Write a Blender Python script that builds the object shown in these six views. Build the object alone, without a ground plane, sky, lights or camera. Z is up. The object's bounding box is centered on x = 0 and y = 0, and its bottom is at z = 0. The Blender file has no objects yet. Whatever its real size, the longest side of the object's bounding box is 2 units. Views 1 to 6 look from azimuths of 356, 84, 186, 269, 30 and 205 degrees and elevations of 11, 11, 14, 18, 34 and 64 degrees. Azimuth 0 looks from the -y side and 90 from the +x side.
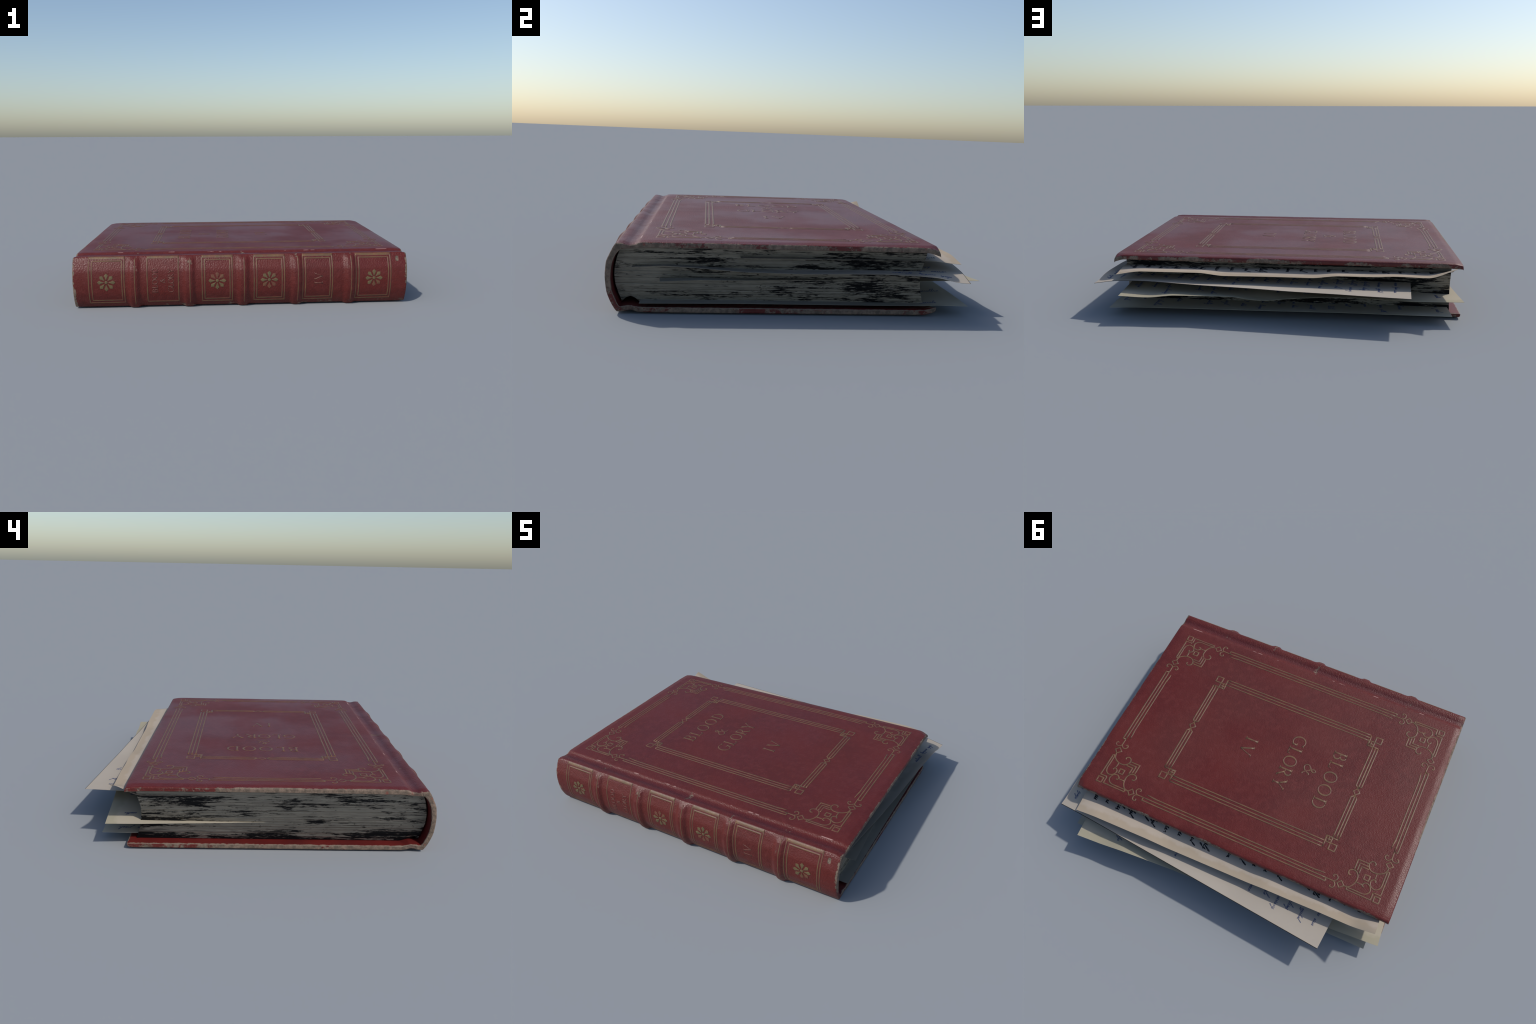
# An old red leather-bound volume lying flat, with letters tucked between its leaves.
import bpy, math, random
import numpy as np
from mathutils import Vector

rng = np.random.default_rng(41)
random.seed(41)
X0, X1 = -1.0, 0.92          # tail and head ends of the boards
YF, YH = 0.585, -0.690       # fore edge, hinge

# ------------------------------------------------------------------ small tools
def sstep(a, b, x):
    t = np.clip((np.asarray(x, float) - a) / (b - a), 0, 1)
    return t * t * (3 - 2 * t)

_tab = np.random.default_rng(7).random((32, 32, 32))
def vnoise(x, y, z):
    """smooth value noise in 0..1, vectorised"""
    x, y, z = np.broadcast_arrays(*(np.asarray(a, float) for a in (x, y, z)))
    xi, yi, zi = (np.floor(a).astype(int) for a in (x, y, z))
    fx, fy, fz = x - xi, y - yi, z - zi
    fx, fy, fz = (f * f * (3 - 2 * f) for f in (fx, fy, fz))
    out = 0
    for dx in (0, 1):
        for dy in (0, 1):
            for dz in (0, 1):
                w = (fx if dx else 1 - fx) * (fy if dy else 1 - fy) * (fz if dz else 1 - fz)
                out = out + w * _tab[(xi + dx) % 32, (yi + dy) % 32, (zi + dz) % 32]
    return out

def pchip(xk, yk, x):
    """shape-preserving cubic through the key points"""
    xk, yk, x = (np.asarray(a, float) for a in (xk, yk, x))
    h = np.diff(xk); d = np.diff(yk) / h
    m = np.zeros(len(xk))
    for i in range(1, len(xk) - 1):
        if d[i - 1] * d[i] > 0:
            w1, w2 = 2 * h[i] + h[i - 1], h[i] + 2 * h[i - 1]
            m[i] = (w1 + w2) / (w1 / d[i - 1] + w2 / d[i])
    m[0], m[-1] = d[0], d[-1]
    i = np.clip(np.searchsorted(xk, x) - 1, 0, len(h) - 1)
    t = (x - xk[i]) / h[i]
    return (yk[i] * (2 * t**3 - 3 * t**2 + 1) + h[i] * m[i] * (t**3 - 2 * t**2 + t)
            + yk[i + 1] * (3 * t**2 - 2 * t**3) + h[i] * m[i + 1] * (t**3 - t**2))

def catmull(pts, n=8, closed=False):
    p = np.asarray(pts, float)
    k = len(p)
    out = []
    for i in range(k if closed else k - 1):
        if closed:
            a, b, c, d = p[(i - 1) % k], p[i], p[(i + 1) % k], p[(i + 2) % k]
        else:
            a, b, c, d = p[max(i - 1, 0)], p[i], p[i + 1], p[min(i + 2, k - 1)]
        for t in np.linspace(0, 1, n, endpoint=False):
            out.append(0.5 * (2 * b + (c - a) * t + (2 * a - 5 * b + 4 * c - d) * t**2 + (3 * b - a - 3 * c + d) * t**3))
    if not closed:
        out.append(p[-1])
    return np.array(out)

def link(ob, parent):
    bpy.context.scene.collection.objects.link(ob)
    ob.parent = parent
    return ob

def mesh_obj(name, verts, faces, mat, parent, smooth=True):
    me = bpy.data.meshes.new(name)
    me.from_pydata([tuple(v) for v in np.asarray(verts, float)], [], [tuple(int(i) for i in f) for f in faces])
    for m in (mat if isinstance(mat, (list, tuple)) else [mat]):
        me.materials.append(m)
    me.polygons.foreach_set("use_smooth", [smooth] * len(me.polygons))
    me.update()
    return link(bpy.data.objects.new(name, me), parent)

# ------------------------------------------------------------------ material tools
class Nodes:
    def __init__(self, name):
        self.mat = bpy.data.materials.new(name)
        self.mat.use_nodes = True
        self.t = self.mat.node_tree
        self.bsdf = self.t.nodes["Principled BSDF"]
        self.co = self.new("ShaderNodeTexCoord").outputs["Object"]
        self.xyz = self.new("ShaderNodeSeparateXYZ")
        self.ln(self.co, self.xyz.inputs[0])
        self.X, self.Y, self.Z = self.xyz.outputs
    def new(self, kind, **kw):
        n = self.t.nodes.new(kind)
        for k, v in kw.items():
            setattr(n, k, v)
        return n
    def ln(self, a, b):
        if hasattr(a, "is_output"):
            self.t.links.new(a, b)
        else:
            b.default_value = a
    def math(self, op, a, b=0.0, c=None, clamp=False):
        n = self.new("ShaderNodeMath", operation=op, use_clamp=clamp)
        self.ln(a, n.inputs[0]); self.ln(b, n.inputs[1])
        if c is not None:
            self.ln(c, n.inputs[2])
        return n.outputs[0]
    def step(self, a, b, x):
        n = self.new("ShaderNodeMapRange", interpolation_type="SMOOTHSTEP")
        self.ln(x, n.inputs["Value"]); self.ln(a, n.inputs["From Min"]); self.ln(b, n.inputs["From Max"])
        return n.outputs[0]
    def noise(self, scale, detail=3, rough=0.55, stretch=(1, 1, 1), off=(0, 0, 0), dist=0.0):
        m = self.new("ShaderNodeMapping")
        self.ln(self.co, m.inputs[0]); m.inputs["Scale"].default_value = stretch; m.inputs["Location"].default_value = off
        n = self.new("ShaderNodeTexNoise")
        self.ln(m.outputs[0], n.inputs["Vector"])
        n.inputs["Scale"].default_value = scale; n.inputs["Detail"].default_value = detail
        n.inputs["Roughness"].default_value = rough; n.inputs["Distortion"].default_value = dist
        return n.outputs["Fac"]
    def voro(self, scale, stretch=(1, 1, 1), feature="F1"):
        m = self.new("ShaderNodeMapping")
        self.ln(self.co, m.inputs[0]); m.inputs["Scale"].default_value = stretch
        n = self.new("ShaderNodeTexVoronoi", feature=feature)
        self.ln(m.outputs[0], n.inputs["Vector"]); n.inputs["Scale"].default_value = scale
        return n.outputs["Distance"]
    def mix(self, f, a, b, mode="MIX"):
        n = self.new("ShaderNodeMix", data_type="RGBA", blend_type=mode)
        self.ln(f, n.inputs[0])
        self.ln((*a, 1) if isinstance(a, tuple) else a, n.inputs[6]); self.ln((*b, 1) if isinstance(b, tuple) else b, n.inputs[7])
        return n.outputs[2]
    def mixf(self, f, a, b):
        n = self.new("ShaderNodeMix", data_type="FLOAT")
        self.ln(f, n.inputs[0]); self.ln(a, n.inputs[2]); self.ln(b, n.inputs[3])
        return n.outputs[0]
    def bump(self, h, strength, dist, normal=None):
        n = self.new("ShaderNodeBump")
        n.inputs["Strength"].default_value = strength; n.inputs["Distance"].default_value = dist
        self.ln(h, n.inputs["Height"])
        if normal is not None:
            self.ln(normal, n.inputs["Normal"])
        return n.outputs[0]
    def out(self, color=None, rough=None, normal=None, spec=None, metal=None):
        for key, v in (("Base Color", color), ("Roughness", rough), ("Normal", normal), ("Specular IOR Level", spec), ("Metallic", metal)):
            if v is not None:
                self.ln((*v, 1) if isinstance(v, tuple) else v, self.bsdf.inputs[key])
        return self.mat
    def band(self, x, c, w, soft):
        """1 inside |x-c|<w, soft edge"""
        return self.math("SUBTRACT", 1.0, self.step(w, w + soft, self.math("ABSOLUTE", self.math("SUBTRACT", x, c))))

RED, DARKRED = (0.112, 0.0130, 0.0090), (0.092, 0.0112, 0.0086)
BEIGE, BEIGE2 = (0.235, 0.165, 0.120), (0.120, 0.088, 0.064)

BANDS = [-0.657, -0.346, -0.036, 0.274, 0.584]

def leather(name, spine=False):
    n = Nodes(name)
    nz = n.new("ShaderNodeNewGeometry")
    sn = n.new("ShaderNodeSeparateXYZ"); n.ln(nz.outputs["Normal"], sn.inputs[0])
    blot = n.noise(2.6, 4, 0.55, off=(3, 1, 0))
    fine = n.noise(34, 3, 0.6)
    col = n.mix(n.step(0.35, 0.68, blot), RED, DARKRED)
    col = n.mix(n.step(0.42, 0.75, fine), col, (0.122, 0.0190, 0.0150))
    # grain
    grain = n.noise(150, 2, 0.5, stretch=(0.8, 1.5, 1) if not spine else (1, 1, 0.8))
    grain2 = n.voro(115, stretch=(0.8, 1.3, 1) if not spine else (1.2, 1, 0.8))
    gh = n.math("ADD", n.math("MULTIPLY", grain, 0.7), n.math("MULTIPLY", grain2, 0.5))
    # distance to the free edges of the boards
    ex = n.math("MINIMUM", n.math("SUBTRACT", n.X, X0), n.math("SUBTRACT", X1, n.X))
    if spine:
        e = ex
    else:
        e = n.math("MINIMUM", ex, n.math("SUBTRACT", YF, n.Y))
    patch = n.noise(3.3, 2, 0.5, off=(7.3, 2.1, 5.5))
    patch2 = n.noise(14, 3, 0.6, off=(1.3, 4.4, 0.5))
    rag = n.noise(60, 4, 0.7, dist=0.6)
    amt = n.math("ADD", n.math("MULTIPLY", patch, 0.55), n.math("MULTIPLY", patch2, 0.45))
    amt = n.math("ADD", n.math("SUBTRACT", amt, 0.5), n.math("MULTIPLY", n.math("SUBTRACT", rag, 0.5), 0.35))
    # tail end (-x) worn nearly all along, head end and fore edge in patches
    tail = n.step(0.0, -0.6, n.X)
    amt = n.math("ADD", amt, n.mixf(tail, 0.040, n.mixf(n.step(0.05, 0.30, n.Y), 0.13, -0.01)))
    endface = n.step(0.55, 0.85, n.math("ABSOLUTE", sn.outputs[0]))
    amt = n.math("ADD", amt, n.math("MULTIPLY", endface, 0.012))
    reach = n.math("MULTIPLY", n.step(-0.06, 0.22, amt), 0.011 if not spine else 0.018)
    wear = n.step(0.0006, -0.0022, n.math("SUBTRACT", e, reach))
    wear = n.math("MULTIPLY", wear, n.step(-0.07, 0.0, amt))
    if spine:
        # chips on the raised bands and along the foot
        crest = None
        for c in BANDS:
            b = n.band(n.X, c + 0.004, 0.004, 0.016)
            crest = b if crest is None else n.math("MAXIMUM", crest, b)
        chip = n.noise(24, 4, 0.65, stretch=(1, 1, 0.7), off=(2.2, 0, 1.1))
        ends = n.math("MAXIMUM", n.step(0.075, 0.02, n.Z), n.step(0.245, 0.285, n.Z))
        chipf = n.math("MULTIPLY", n.step(0.645, 0.68, n.math("ADD", chip, n.math("MULTIPLY", ends, 0.06))), crest)
        foot = n.math("MULTIPLY", n.step(0.03, 0.012, n.Z), n.step(0.58, 0.63, n.noise(11, 4, 0.65, stretch=(1, 1, 2))))
        head = n.math("MULTIPLY", n.math("MULTIPLY", n.step(0.282, 0.290, n.Z), n.step(-0.757, -0.766, n.Y)), n.step(0.655, 0.70, n.noise(15, 4, 0.65, off=(5, 5, 5))))
        one = n.math("MULTIPLY", n.band(n.X, 0.862, 0.002, 0.014), n.band(n.Z, 0.264, 0.004, 0.020))
        one = n.step(0.45, 0.60, n.math("ADD", n.math("MULTIPLY", one, 0.55), n.math("MULTIPLY", rag, 0.5)))
        wear = n.math("MAXIMUM", wear, n.math("MAXIMUM", chipf, n.math("MAXIMUM", n.math("MAXIMUM", foot, head), one)))
    # rubbed dashes along the hinge ridge
    ridge = n.band(n.Y, -0.6885, 0.0012, 0.0022)
    ridge2 = n.band(n.Y, -0.714, 0.0008, 0.002)
    dash = n.noise(9, 3, 0.55, stretch=(1, 0.01, 0.01), off=(1.7, 0, 0))
    dash2 = n.noise(9, 3, 0.55, stretch=(1, 0.01, 0.01), off=(9.1, 0, 0))
    hinge = n.math("MAXIMUM", n.math("MULTIPLY", ridge, n.step(0.56, 0.61, dash)), n.math("MULTIPLY", ridge2, n.step(0.62, 0.66, dash2)))
    hinge = n.math("MULTIPLY", hinge, n.step(0.2, 0.26, n.Z))
    col = n.mix(n.math("MULTIPLY", hinge, 0.8), col, (0.42, 0.25, 0.22))
    worn = n.mix(n.step(0.35, 0.65, n.noise(38, 4, 0.7)), BEIGE, BEIGE2)
    worn = n.mix(n.math("MULTIPLY", n.step(0.62, 0.72, n.noise(26, 3, 0.6, off=(4, 4, 4))), 0.7), worn, (0.24, 0.07, 0.05))
    col = n.mix(wear, col, worn)
    # darker band along the hinge groove
    groove = n.band(n.Y, -0.728, 0.006, 0.022)
    col = n.mix(n.math("MULTIPLY", groove, 0.35), col, (0.05, 0.008, 0.012))
    rough = n.mixf(n.step(0.36, 0.66, n.noise(1.9, 4, 0.5, off=(0.4, 8.2, 1.0))), 0.40, 0.58)
    if spine:
        rough = n.mixf(n.step(0.35, 0.7, n.noise(9, 3, 0.5)), 0.40, 0.54)
    rough = n.mixf(wear, rough, 0.85)
    h = n.math("ADD", gh, n.math("MULTIPLY", wear, n.math("MULTIPLY", rag, -2.5)))
    nor = n.bump(h, 0.5 if spine else 0.30, 0.004)
    return n.out(col, rough, nor, spec=0.39)

def inner_leather():
    n = Nodes("endpaper_leather")
    col = n.mix(n.step(0.3, 0.7, n.noise(6, 3)), (0.125, 0.0105, 0.0085), (0.082, 0.0075, 0.0070))
    ex = n.math("MINIMUM", n.math("SUBTRACT", n.X, X0), n.math("SUBTRACT", X1, n.X))
    e = n.math("MINIMUM", ex, n.math("SUBTRACT", YF, n.Y))
    rag = n.noise(50, 4, 0.7)
    wear = n.step(0.004, 0.0, n.math("SUBTRACT", e, n.math("MULTIPLY", n.math("SUBTRACT", rag, 0.42), 0.03)))
    col = n.mix(wear, col, n.mix(rag, BEIGE2, BEIGE))
    return n.out(col, 0.5, n.bump(n.noise(80, 2), 0.25, 0.003))

def gilt(name, wornness=0.0, c1=(0.172, 0.086, 0.036), c2=(0.118, 0.066, 0.030)):
    n = Nodes(name)
    base = n.mix(n.step(0.3, 0.7, n.noise(22, 3)), c1, c2)
    wear = n.step(0.52 - wornness, 0.68 - wornness, n.noise(17, 5, 0.68, off=(2, 2, 9)))
    col = n.mix(n.math("MULTIPLY", wear, 0.7), base, (0.150, 0.045, 0.030))
    return n.out(col, n.mixf(n.noise(40, 2), 0.40, 0.58), n.bump(n.noise(110, 2), 0.35, 0.003), spec=0.45)

def painted_line_shade():
    n = Nodes("painted_groove_shade")
    col = n.mix(n.noise(40, 3), (0.070, 0.0115, 0.0110), (0.092, 0.016, 0.014))  # leather red deepened to paint groove shade around the gilt
    return n.out(col, 0.5, n.bump(n.noise(95, 2), 0.3, 0.003), spec=0.42)

def paper(name, origin, du, dv, tint=(0.47, 0.395, 0.315), stain=(0.36, 0.29, 0.19), edge=0.035):
    n = Nodes(name)
    def along(d):
        v = n.new("ShaderNodeVectorMath", operation="DOT_PRODUCT")
        s = n.new("ShaderNodeVectorMath", operation="SUBTRACT")
        n.ln(n.co, s.inputs[0]); s.inputs[1].default_value = (origin[0], origin[1], 0)
        n.ln(s.outputs[0], v.inputs[0]); v.inputs[1].default_value = (d[0], d[1], 0)
        return v.outputs["Value"]
    u, v = along(du), along(dv)
    wob = n.math("MULTIPLY", n.math("SUBTRACT", n.noise(9, 4, 0.6), 0.5), 0.09)
    rim = n.step(edge + 0.012, edge - 0.012, n.math("ADD", v, wob))
    rimu = n.math("MULTIPLY", n.step(0.03, 0.0, n.math("ADD", u, wob)), 0.6)
    col = n.mix(n.step(0.3, 0.7, n.noise(3.5, 4)), tint, tuple(c * 0.93 for c in tint))
    col = n.mix(n.math("MULTIPLY", n.noise(120, 2), 0.10), col, (0.30, 0.26, 0.2))
    col = n.mix(n.math("MULTIPLY", n.math("MAXIMUM", rim, rimu), 0.6), col, stain)
    # head strip darkened in colour for the occlusion beside the page block
    baked_occlusion = n.math("MULTIPLY", n.step(0.10, 0.03, n.math("ADD", u, wob)), n.step(0.10, 0.26, v))
    col = n.mix(n.math("MULTIPLY", baked_occlusion, 0.75), col, (0.150, 0.138, 0.115))
    return n.out(col, 0.9, n.bump(n.noise(60, 3), 0.08, 0.002), spec=0.2)

def plain(name, color, rough=0.7):
    n = Nodes(name)
    return n.out(color, rough, spec=0.2)

def leaf_edges():
    """inked and faded edges of the text block"""
    n = Nodes("leaf_edge_paper")
    geo = n.new("ShaderNodeNewGeometry")
    sn = n.new("ShaderNodeSeparateXYZ"); n.ln(geo.outputs["Normal"], sn.inputs[0])
    st = (1, 1, 9)
    big = n.noise(4.2, 3, 0.55, stretch=(1, 1, 4.2), off=(0.3, 1.7, 2.0))
    mid = n.noise(12, 4, 0.65, stretch=(0.7, 0.7, 9), off=(5, 0, 1))
    small = n.noise(40, 5, 0.72, stretch=(0.7, 0.7, 6.5))
    rows = n.noise(95, 2, 0.6, stretch=(0.02, 0.02, 1))
    s = n.math("ADD", n.math("MULTIPLY", big, 0.42), n.math("MULTIPLY", mid, 0.30))
    s = n.math("ADD", s, n.math("MULTIPLY", small, 0.36))
    s = n.math("ADD", s, n.math("MULTIPLY", n.math("SUBTRACT", rows, 0.5), 0.16))
    # darker towards the fore edge, and on the fore edge itself
    s = n.math("ADD", s, n.math("MULTIPLY", n.step(-0.3, 0.55, n.Y), 0.055))
    s = n.math("ADD", s, n.math("MULTIPLY", n.step(0.6, 0.9, sn.outputs[1]), 0.012))
    low = n.math("MULTIPLY", n.step(0.10, 0.03, n.Z), n.step(-0.3, -0.6, n.X))
    s = n.math("ADD", s, n.math("MULTIPLY", low, 0.07))
    streak = n.noise(3.0, 6, 0.66, stretch=(1, 1, 40), off=(3.1, 0.7, 4.4))
    streak = n.math("ADD", streak, n.math("MULTIPLY", n.math("SUBTRACT", small, 0.5), 0.30))
    streak = n.math("ADD", streak, n.math("MULTIPLY", n.math("SUBTRACT", big, 0.5), 0.22))
    fleck = n.noise(24, 3, 0.7, stretch=(1, 1, 1.3), off=(8, 2, 2))
    fleck = n.math("ADD", fleck, n.math("MULTIPLY", n.math("SUBTRACT", mid, 0.5), 0.6))
    ink = n.math("MAXIMUM", n.step(0.572, 0.622, s), n.math("MAXIMUM", n.math("MULTIPLY", n.step(0.565, 0.625, streak), 0.92), n.math("MULTIPLY", n.step(0.66, 0.72, fleck), 0.8)))
    pale = n.mix(n.step(0.35, 0.65, n.noise(70, 3, 0.6, stretch=(0.15, 0.15, 1))), (0.390, 0.350, 0.288), (0.310, 0.280, 0.232))
    line = n.step(0.66, 0.72, n.noise(30, 1, 0.4, stretch=(0.01, 0.01, 1), off=(0, 0, 3.3)))
    pale = n.mix(n.math("MULTIPLY", line, 0.6), pale, (0.41, 0.37, 0.31))
    col = n.mix(n.math("MULTIPLY", ink, n.math("SUBTRACT", 1.0, n.math("MULTIPLY", line, 0.8))), pale, (0.012, 0.012, 0.013))
    # shading normals tilted down so the sunny side renders as unlit
    add = n.new("ShaderNodeVectorMath", operation="ADD")
    n.ln(geo.outputs["Normal"], add.inputs[0]); add.inputs[1].default_value = (0, 0, -1.0)
    nrm = n.new("ShaderNodeVectorMath", operation="NORMALIZE")
    n.ln(add.outputs[0], nrm.inputs[0])
    nor = n.bump(n.math("ADD", rows, n.math("MULTIPLY", small, 0.6)), 0.25, 0.003, nrm.outputs[0])
    return n.out(col, 0.85, nor, spec=0.2)

M_COVER, M_SPINE, M_INNER = leather("board_leather"), leather("spine_leather", True), inner_leather()
M_GOLD, M_GOLD2, M_LINE_SHADE = gilt("gilding"), gilt("rubbed_gilding", 0.05), painted_line_shade()
M_EDGE = leaf_edges()
M_LETTER = gilt("rubbed_lettering", 0.08, (0.185, 0.075, 0.045), (0.150, 0.062, 0.038))

# ------------------------------------------------------------------ the book
book = bpy.data.objects.new("leather_book", None)
bpy.context.scene.collection.objects.link(book)
book["label"] = "worn red leather-bound book with gilt tooling and loose handwritten letters"
book["category"] = "old book"

# cross-section of the case, outside and inside, from the front fore edge round the spine to the back fore edge
ARC_O = [(-0.7800, 0.2945), (-0.8049, 0.2528), (-0.8215, 0.2110), (-0.8262, 0.1565), (-0.8216, 0.0990), (-0.8055, 0.0495), (-0.7840, 0.0120)]
ARC_I = [(-0.7650, 0.2650), (-0.7826, 0.2429), (-0.7967, 0.2040), (-0.8023, 0.1514), (-0.7978, 0.1010), (-0.7855, 0.0644), (-0.7700, 0.0335)]
OUT = [(0.5850, 0.2840), (0.5840, 0.2950), (0.5795, 0.3020), (0.5720, 0.3045), (0.5450, 0.3068), (0.0, 0.3065), (-0.6500, 0.3052),
       (-0.6800, 0.3040), (-0.6880, 0.3022), (-0.6970, 0.2975), (-0.7064, 0.2940), (-0.7251, 0.2922), (-0.7425, 0.2960), (-0.7549, 0.2986),
       (-0.7660, 0.2994), (-0.7750, 0.2985)] + ARC_O + [(-0.7780, 0.0062), (-0.7680, 0.0058), (-0.7442, 0.0090), (-0.7238, 0.0130), (-0.7060, 0.0090),
       (-0.6933, 0.0053), (-0.6700, 0.0035), (0.0, 0.0030), (0.5450, 0.0035), (0.5700, 0.0048), (0.5800, 0.0075), (0.5840, 0.0130), (0.5848, 0.0200)]
INN = [(0.5845, 0.2790), (0.5830, 0.2788), (0.5780, 0.2788), (0.5700, 0.2789), (0.5450, 0.2790), (0.0, 0.2795), (-0.6500, 0.2772),
       (-0.6800, 0.2752), (-0.6880, 0.2748), (-0.6970, 0.2744), (-0.7064, 0.2740), (-0.7251, 0.2730), (-0.7425, 0.2718), (-0.7500, 0.2710),
       (-0.7560, 0.2700), (-0.7610, 0.2685)] + ARC_I + [(-0.7660, 0.0300), (-0.7600, 0.0305), (-0.7442, 0.0329), (-0.7187, 0.0346), (-0.7050, 0.0320),
       (-0.6850, 0.0278), (-0.6700, 0.0275), (0.0, 0.0275), (0.5450, 0.0280), (0.5700, 0.0282), (0.5780, 0.0280), (0.5830, 0.0275), (0.5845, 0.0265)]
OUT, INN = np.array(OUT), np.array(INN)
TK = np.concatenate([[0], np.cumsum(np.linalg.norm(np.diff(OUT, axis=0), axis=1))])
ts = []
for a, b in zip(TK[:-1], TK[1:]):
    k = max(2, int(math.ceil((b - a) / (0.010 if b - a > 0.1 else 0.004))))
    ts += list(np.linspace(a, b, k, endpoint=False))
ts = np.array(ts + [TK[-1]])
PO = np.stack([pchip(TK, OUT[:, i], ts) for i in (0, 1)], 1)
PI = np.stack([pchip(TK, INN[:, i], ts) for i in (0, 1)], 1)
tang = np.gradient(PO, axis=0); tang /= np.linalg.norm(tang, axis=1)[:, None]
NO = np.stack([tang[:, 1] * -1, tang[:, 0]], 1)       # outward normal of the section
NO *= np.where(((PO - np.array([-0.1, 0.15])) * NO).sum(1) < 0, -1, 1)[:, None]
NB = NO.copy()                                         # bands swell backwards rather than upwards
NB[:, 1] = np.where(PO[:, 1] > 0.15, NB[:, 1] * 0.25, NB[:, 1])
top_i = int(np.argmin(np.abs(ts - TK[15])))           # shoulder, front
bot_i = int(np.argmin(np.abs(ts - TK[23])))           # shoulder, back

def band_height(x):
    x = np.asarray(x, float)
    return sum(0.0132 * sstep(0.040, 0.012, np.abs(x - c)) for c in BANDS)

def band_weight(t):
    """the bands run over the spine and die out on both shoulders"""
    return sstep(TK[14] + 0.004, TK[17] - 0.012, t) * sstep(TK[25], TK[22], t)

def swell(x, y):
    """slow unevenness of the boards"""
    return 0.0016 * (vnoise(x * 2.1 + 4, y * 2.1 + 9, 1.5) - 0.5) + 0.0007 * (vnoise(x * 9, y * 9, 3.5) - 0.5)

def end_drop(x):
    e = np.minimum(x - X0, X1 - x)
    return 0.0050 * sstep(0.042, 0.0, e)

def bend(p):
    """dog-eared corners of the boards"""
    x, y, z = p[:, 0], p[:, 1], p[:, 2]
    up = z > 0.15
    w = np.clip(1 - np.hypot(x - X1, y - YF) / 0.055, 0, 1) ** 1.3
    w2 = np.clip(1 - np.hypot(x - X0, y - YF) / 0.09, 0, 1)
    p[:, 2] += np.where(up, -0.0155 * w - 0.004 * w2, 0.014 * w)
    return p

xs = list(np.linspace(X0 + 0.03, X1 - 0.03, 300))
lead = [0.0, 0.0008, 0.0022, 0.0045, 0.0075, 0.012, 0.018, 0.024]
xs = np.array([X0 + d for d in lead] + xs + [X1 - d for d in reversed(lead)])
NXS, NP = len(xs), len(ts)

def section(x, i_end):
    """outside and inside outline of the case at station x"""
    d = min(x - X0, X1 - x)
    hb = band_height(x) * band_weight(ts)
    o = PO + NB * hb[:, None]
    n_in = PI.copy()
    ins = 0.0062 * (1 - math.sqrt(max(0.0, 1 - (1 - min(d, 0.0075) / 0.0075) ** 2)))
    rough = (vnoise(x * 60, PO[:, 0] * 70, PO[:, 1] * 70) - 0.5) * 0.0012 * float(sstep(0.02, 0.0, d))
    thick = PI - o
    thick /= np.linalg.norm(thick, axis=1)[:, None]
    o = o + thick * (ins + np.abs(rough))[:, None]
    n_in = n_in - thick * (ins * 0.45)
    top = ts < TK[9]
    o[:, 1] += np.where(top, swell(x, PO[:, 0]), 0) - np.where(ts < TK[16], end_drop(x), 0)
    o[:, 1] = np.maximum(o[:, 1], 0.0)
    return o, n_in

V = np.zeros((2, NXS, NP, 3))
for i, x in enumerate(xs):
    o, q = section(float(x), i)
    V[0, i, :, 0] = V[1, i, :, 0] = x
    V[0, i, :, 1:] = o; V[1, i, :, 1:] = q
# ragged, slightly bulging ends: one extra row between outside and inside
ends = []
for i, sgn in ((0, -1), (NXS - 1, 1)):
    rows = []
    for f in (0.3, 0.7):
        r = V[0, i] * (1 - f) + V[1, i] * f
        r[:, 0] += sgn * (0.0006 - 0.0020 * vnoise(r[:, 1] * 45, r[:, 2] * 60 + 5 * f, 2.2 + sgn))
        rows.append(r)
    ends.append(rows)
verts = [V[0].reshape(-1, 3), V[1].reshape(-1, 3)] + [r for rows in ends for r in rows]
verts = np.concatenate(verts)
io = lambda i, j: i * NP + j
ii = lambda i, j: NXS * NP + i * NP + j
ie = lambda e, r, j: 2 * NXS * NP + (2 * e + r) * NP + j
faces, tag, inside = [], [], []
for i in range(NXS - 1):
    for j in range(NP - 1):
        faces.append((io(i, j), io(i, j + 1), io(i + 1, j + 1), io(i + 1, j))); tag.append((i, j)); inside.append(0)
        faces.append((ii(i, j), ii(i + 1, j), ii(i + 1, j + 1), ii(i, j + 1))); tag.append((i, j)); inside.append(1)
    for j in (0, NP - 1):
        f = (io(i, j), io(i + 1, j), ii(i + 1, j), ii(i, j))
        faces.append(f if j == 0 else f[::-1]); tag.append((i, min(j, NP - 2))); inside.append(0)
for e, i in ((0, 0), (1, NXS - 1)):
    for j in range(NP - 1):
        ring = [lambda j: io(i, j), lambda j: ie(e, 0, j), lambda j: ie(e, 1, j), lambda j: ii(i, j)]
        for a, b in zip(ring[:-1], ring[1:]):
            f = (a(j), b(j), b(j + 1), a(j + 1))
            faces.append(f if e == 0 else f[::-1]); tag.append((min(i, NXS - 2), j)); inside.append(0)
verts = bend(verts)

whole = bpy.data.meshes.new("case")
whole.from_pydata([tuple(v) for v in verts], [], faces)
whole.polygons.foreach_set("use_smooth", [True] * len(faces))
whole.update()
vn = np.empty(len(verts) * 3, np.float32)
whole.vertices.foreach_get("normal", vn)
vn = vn.reshape(-1, 3)
bpy.data.meshes.remove(whole)

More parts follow.
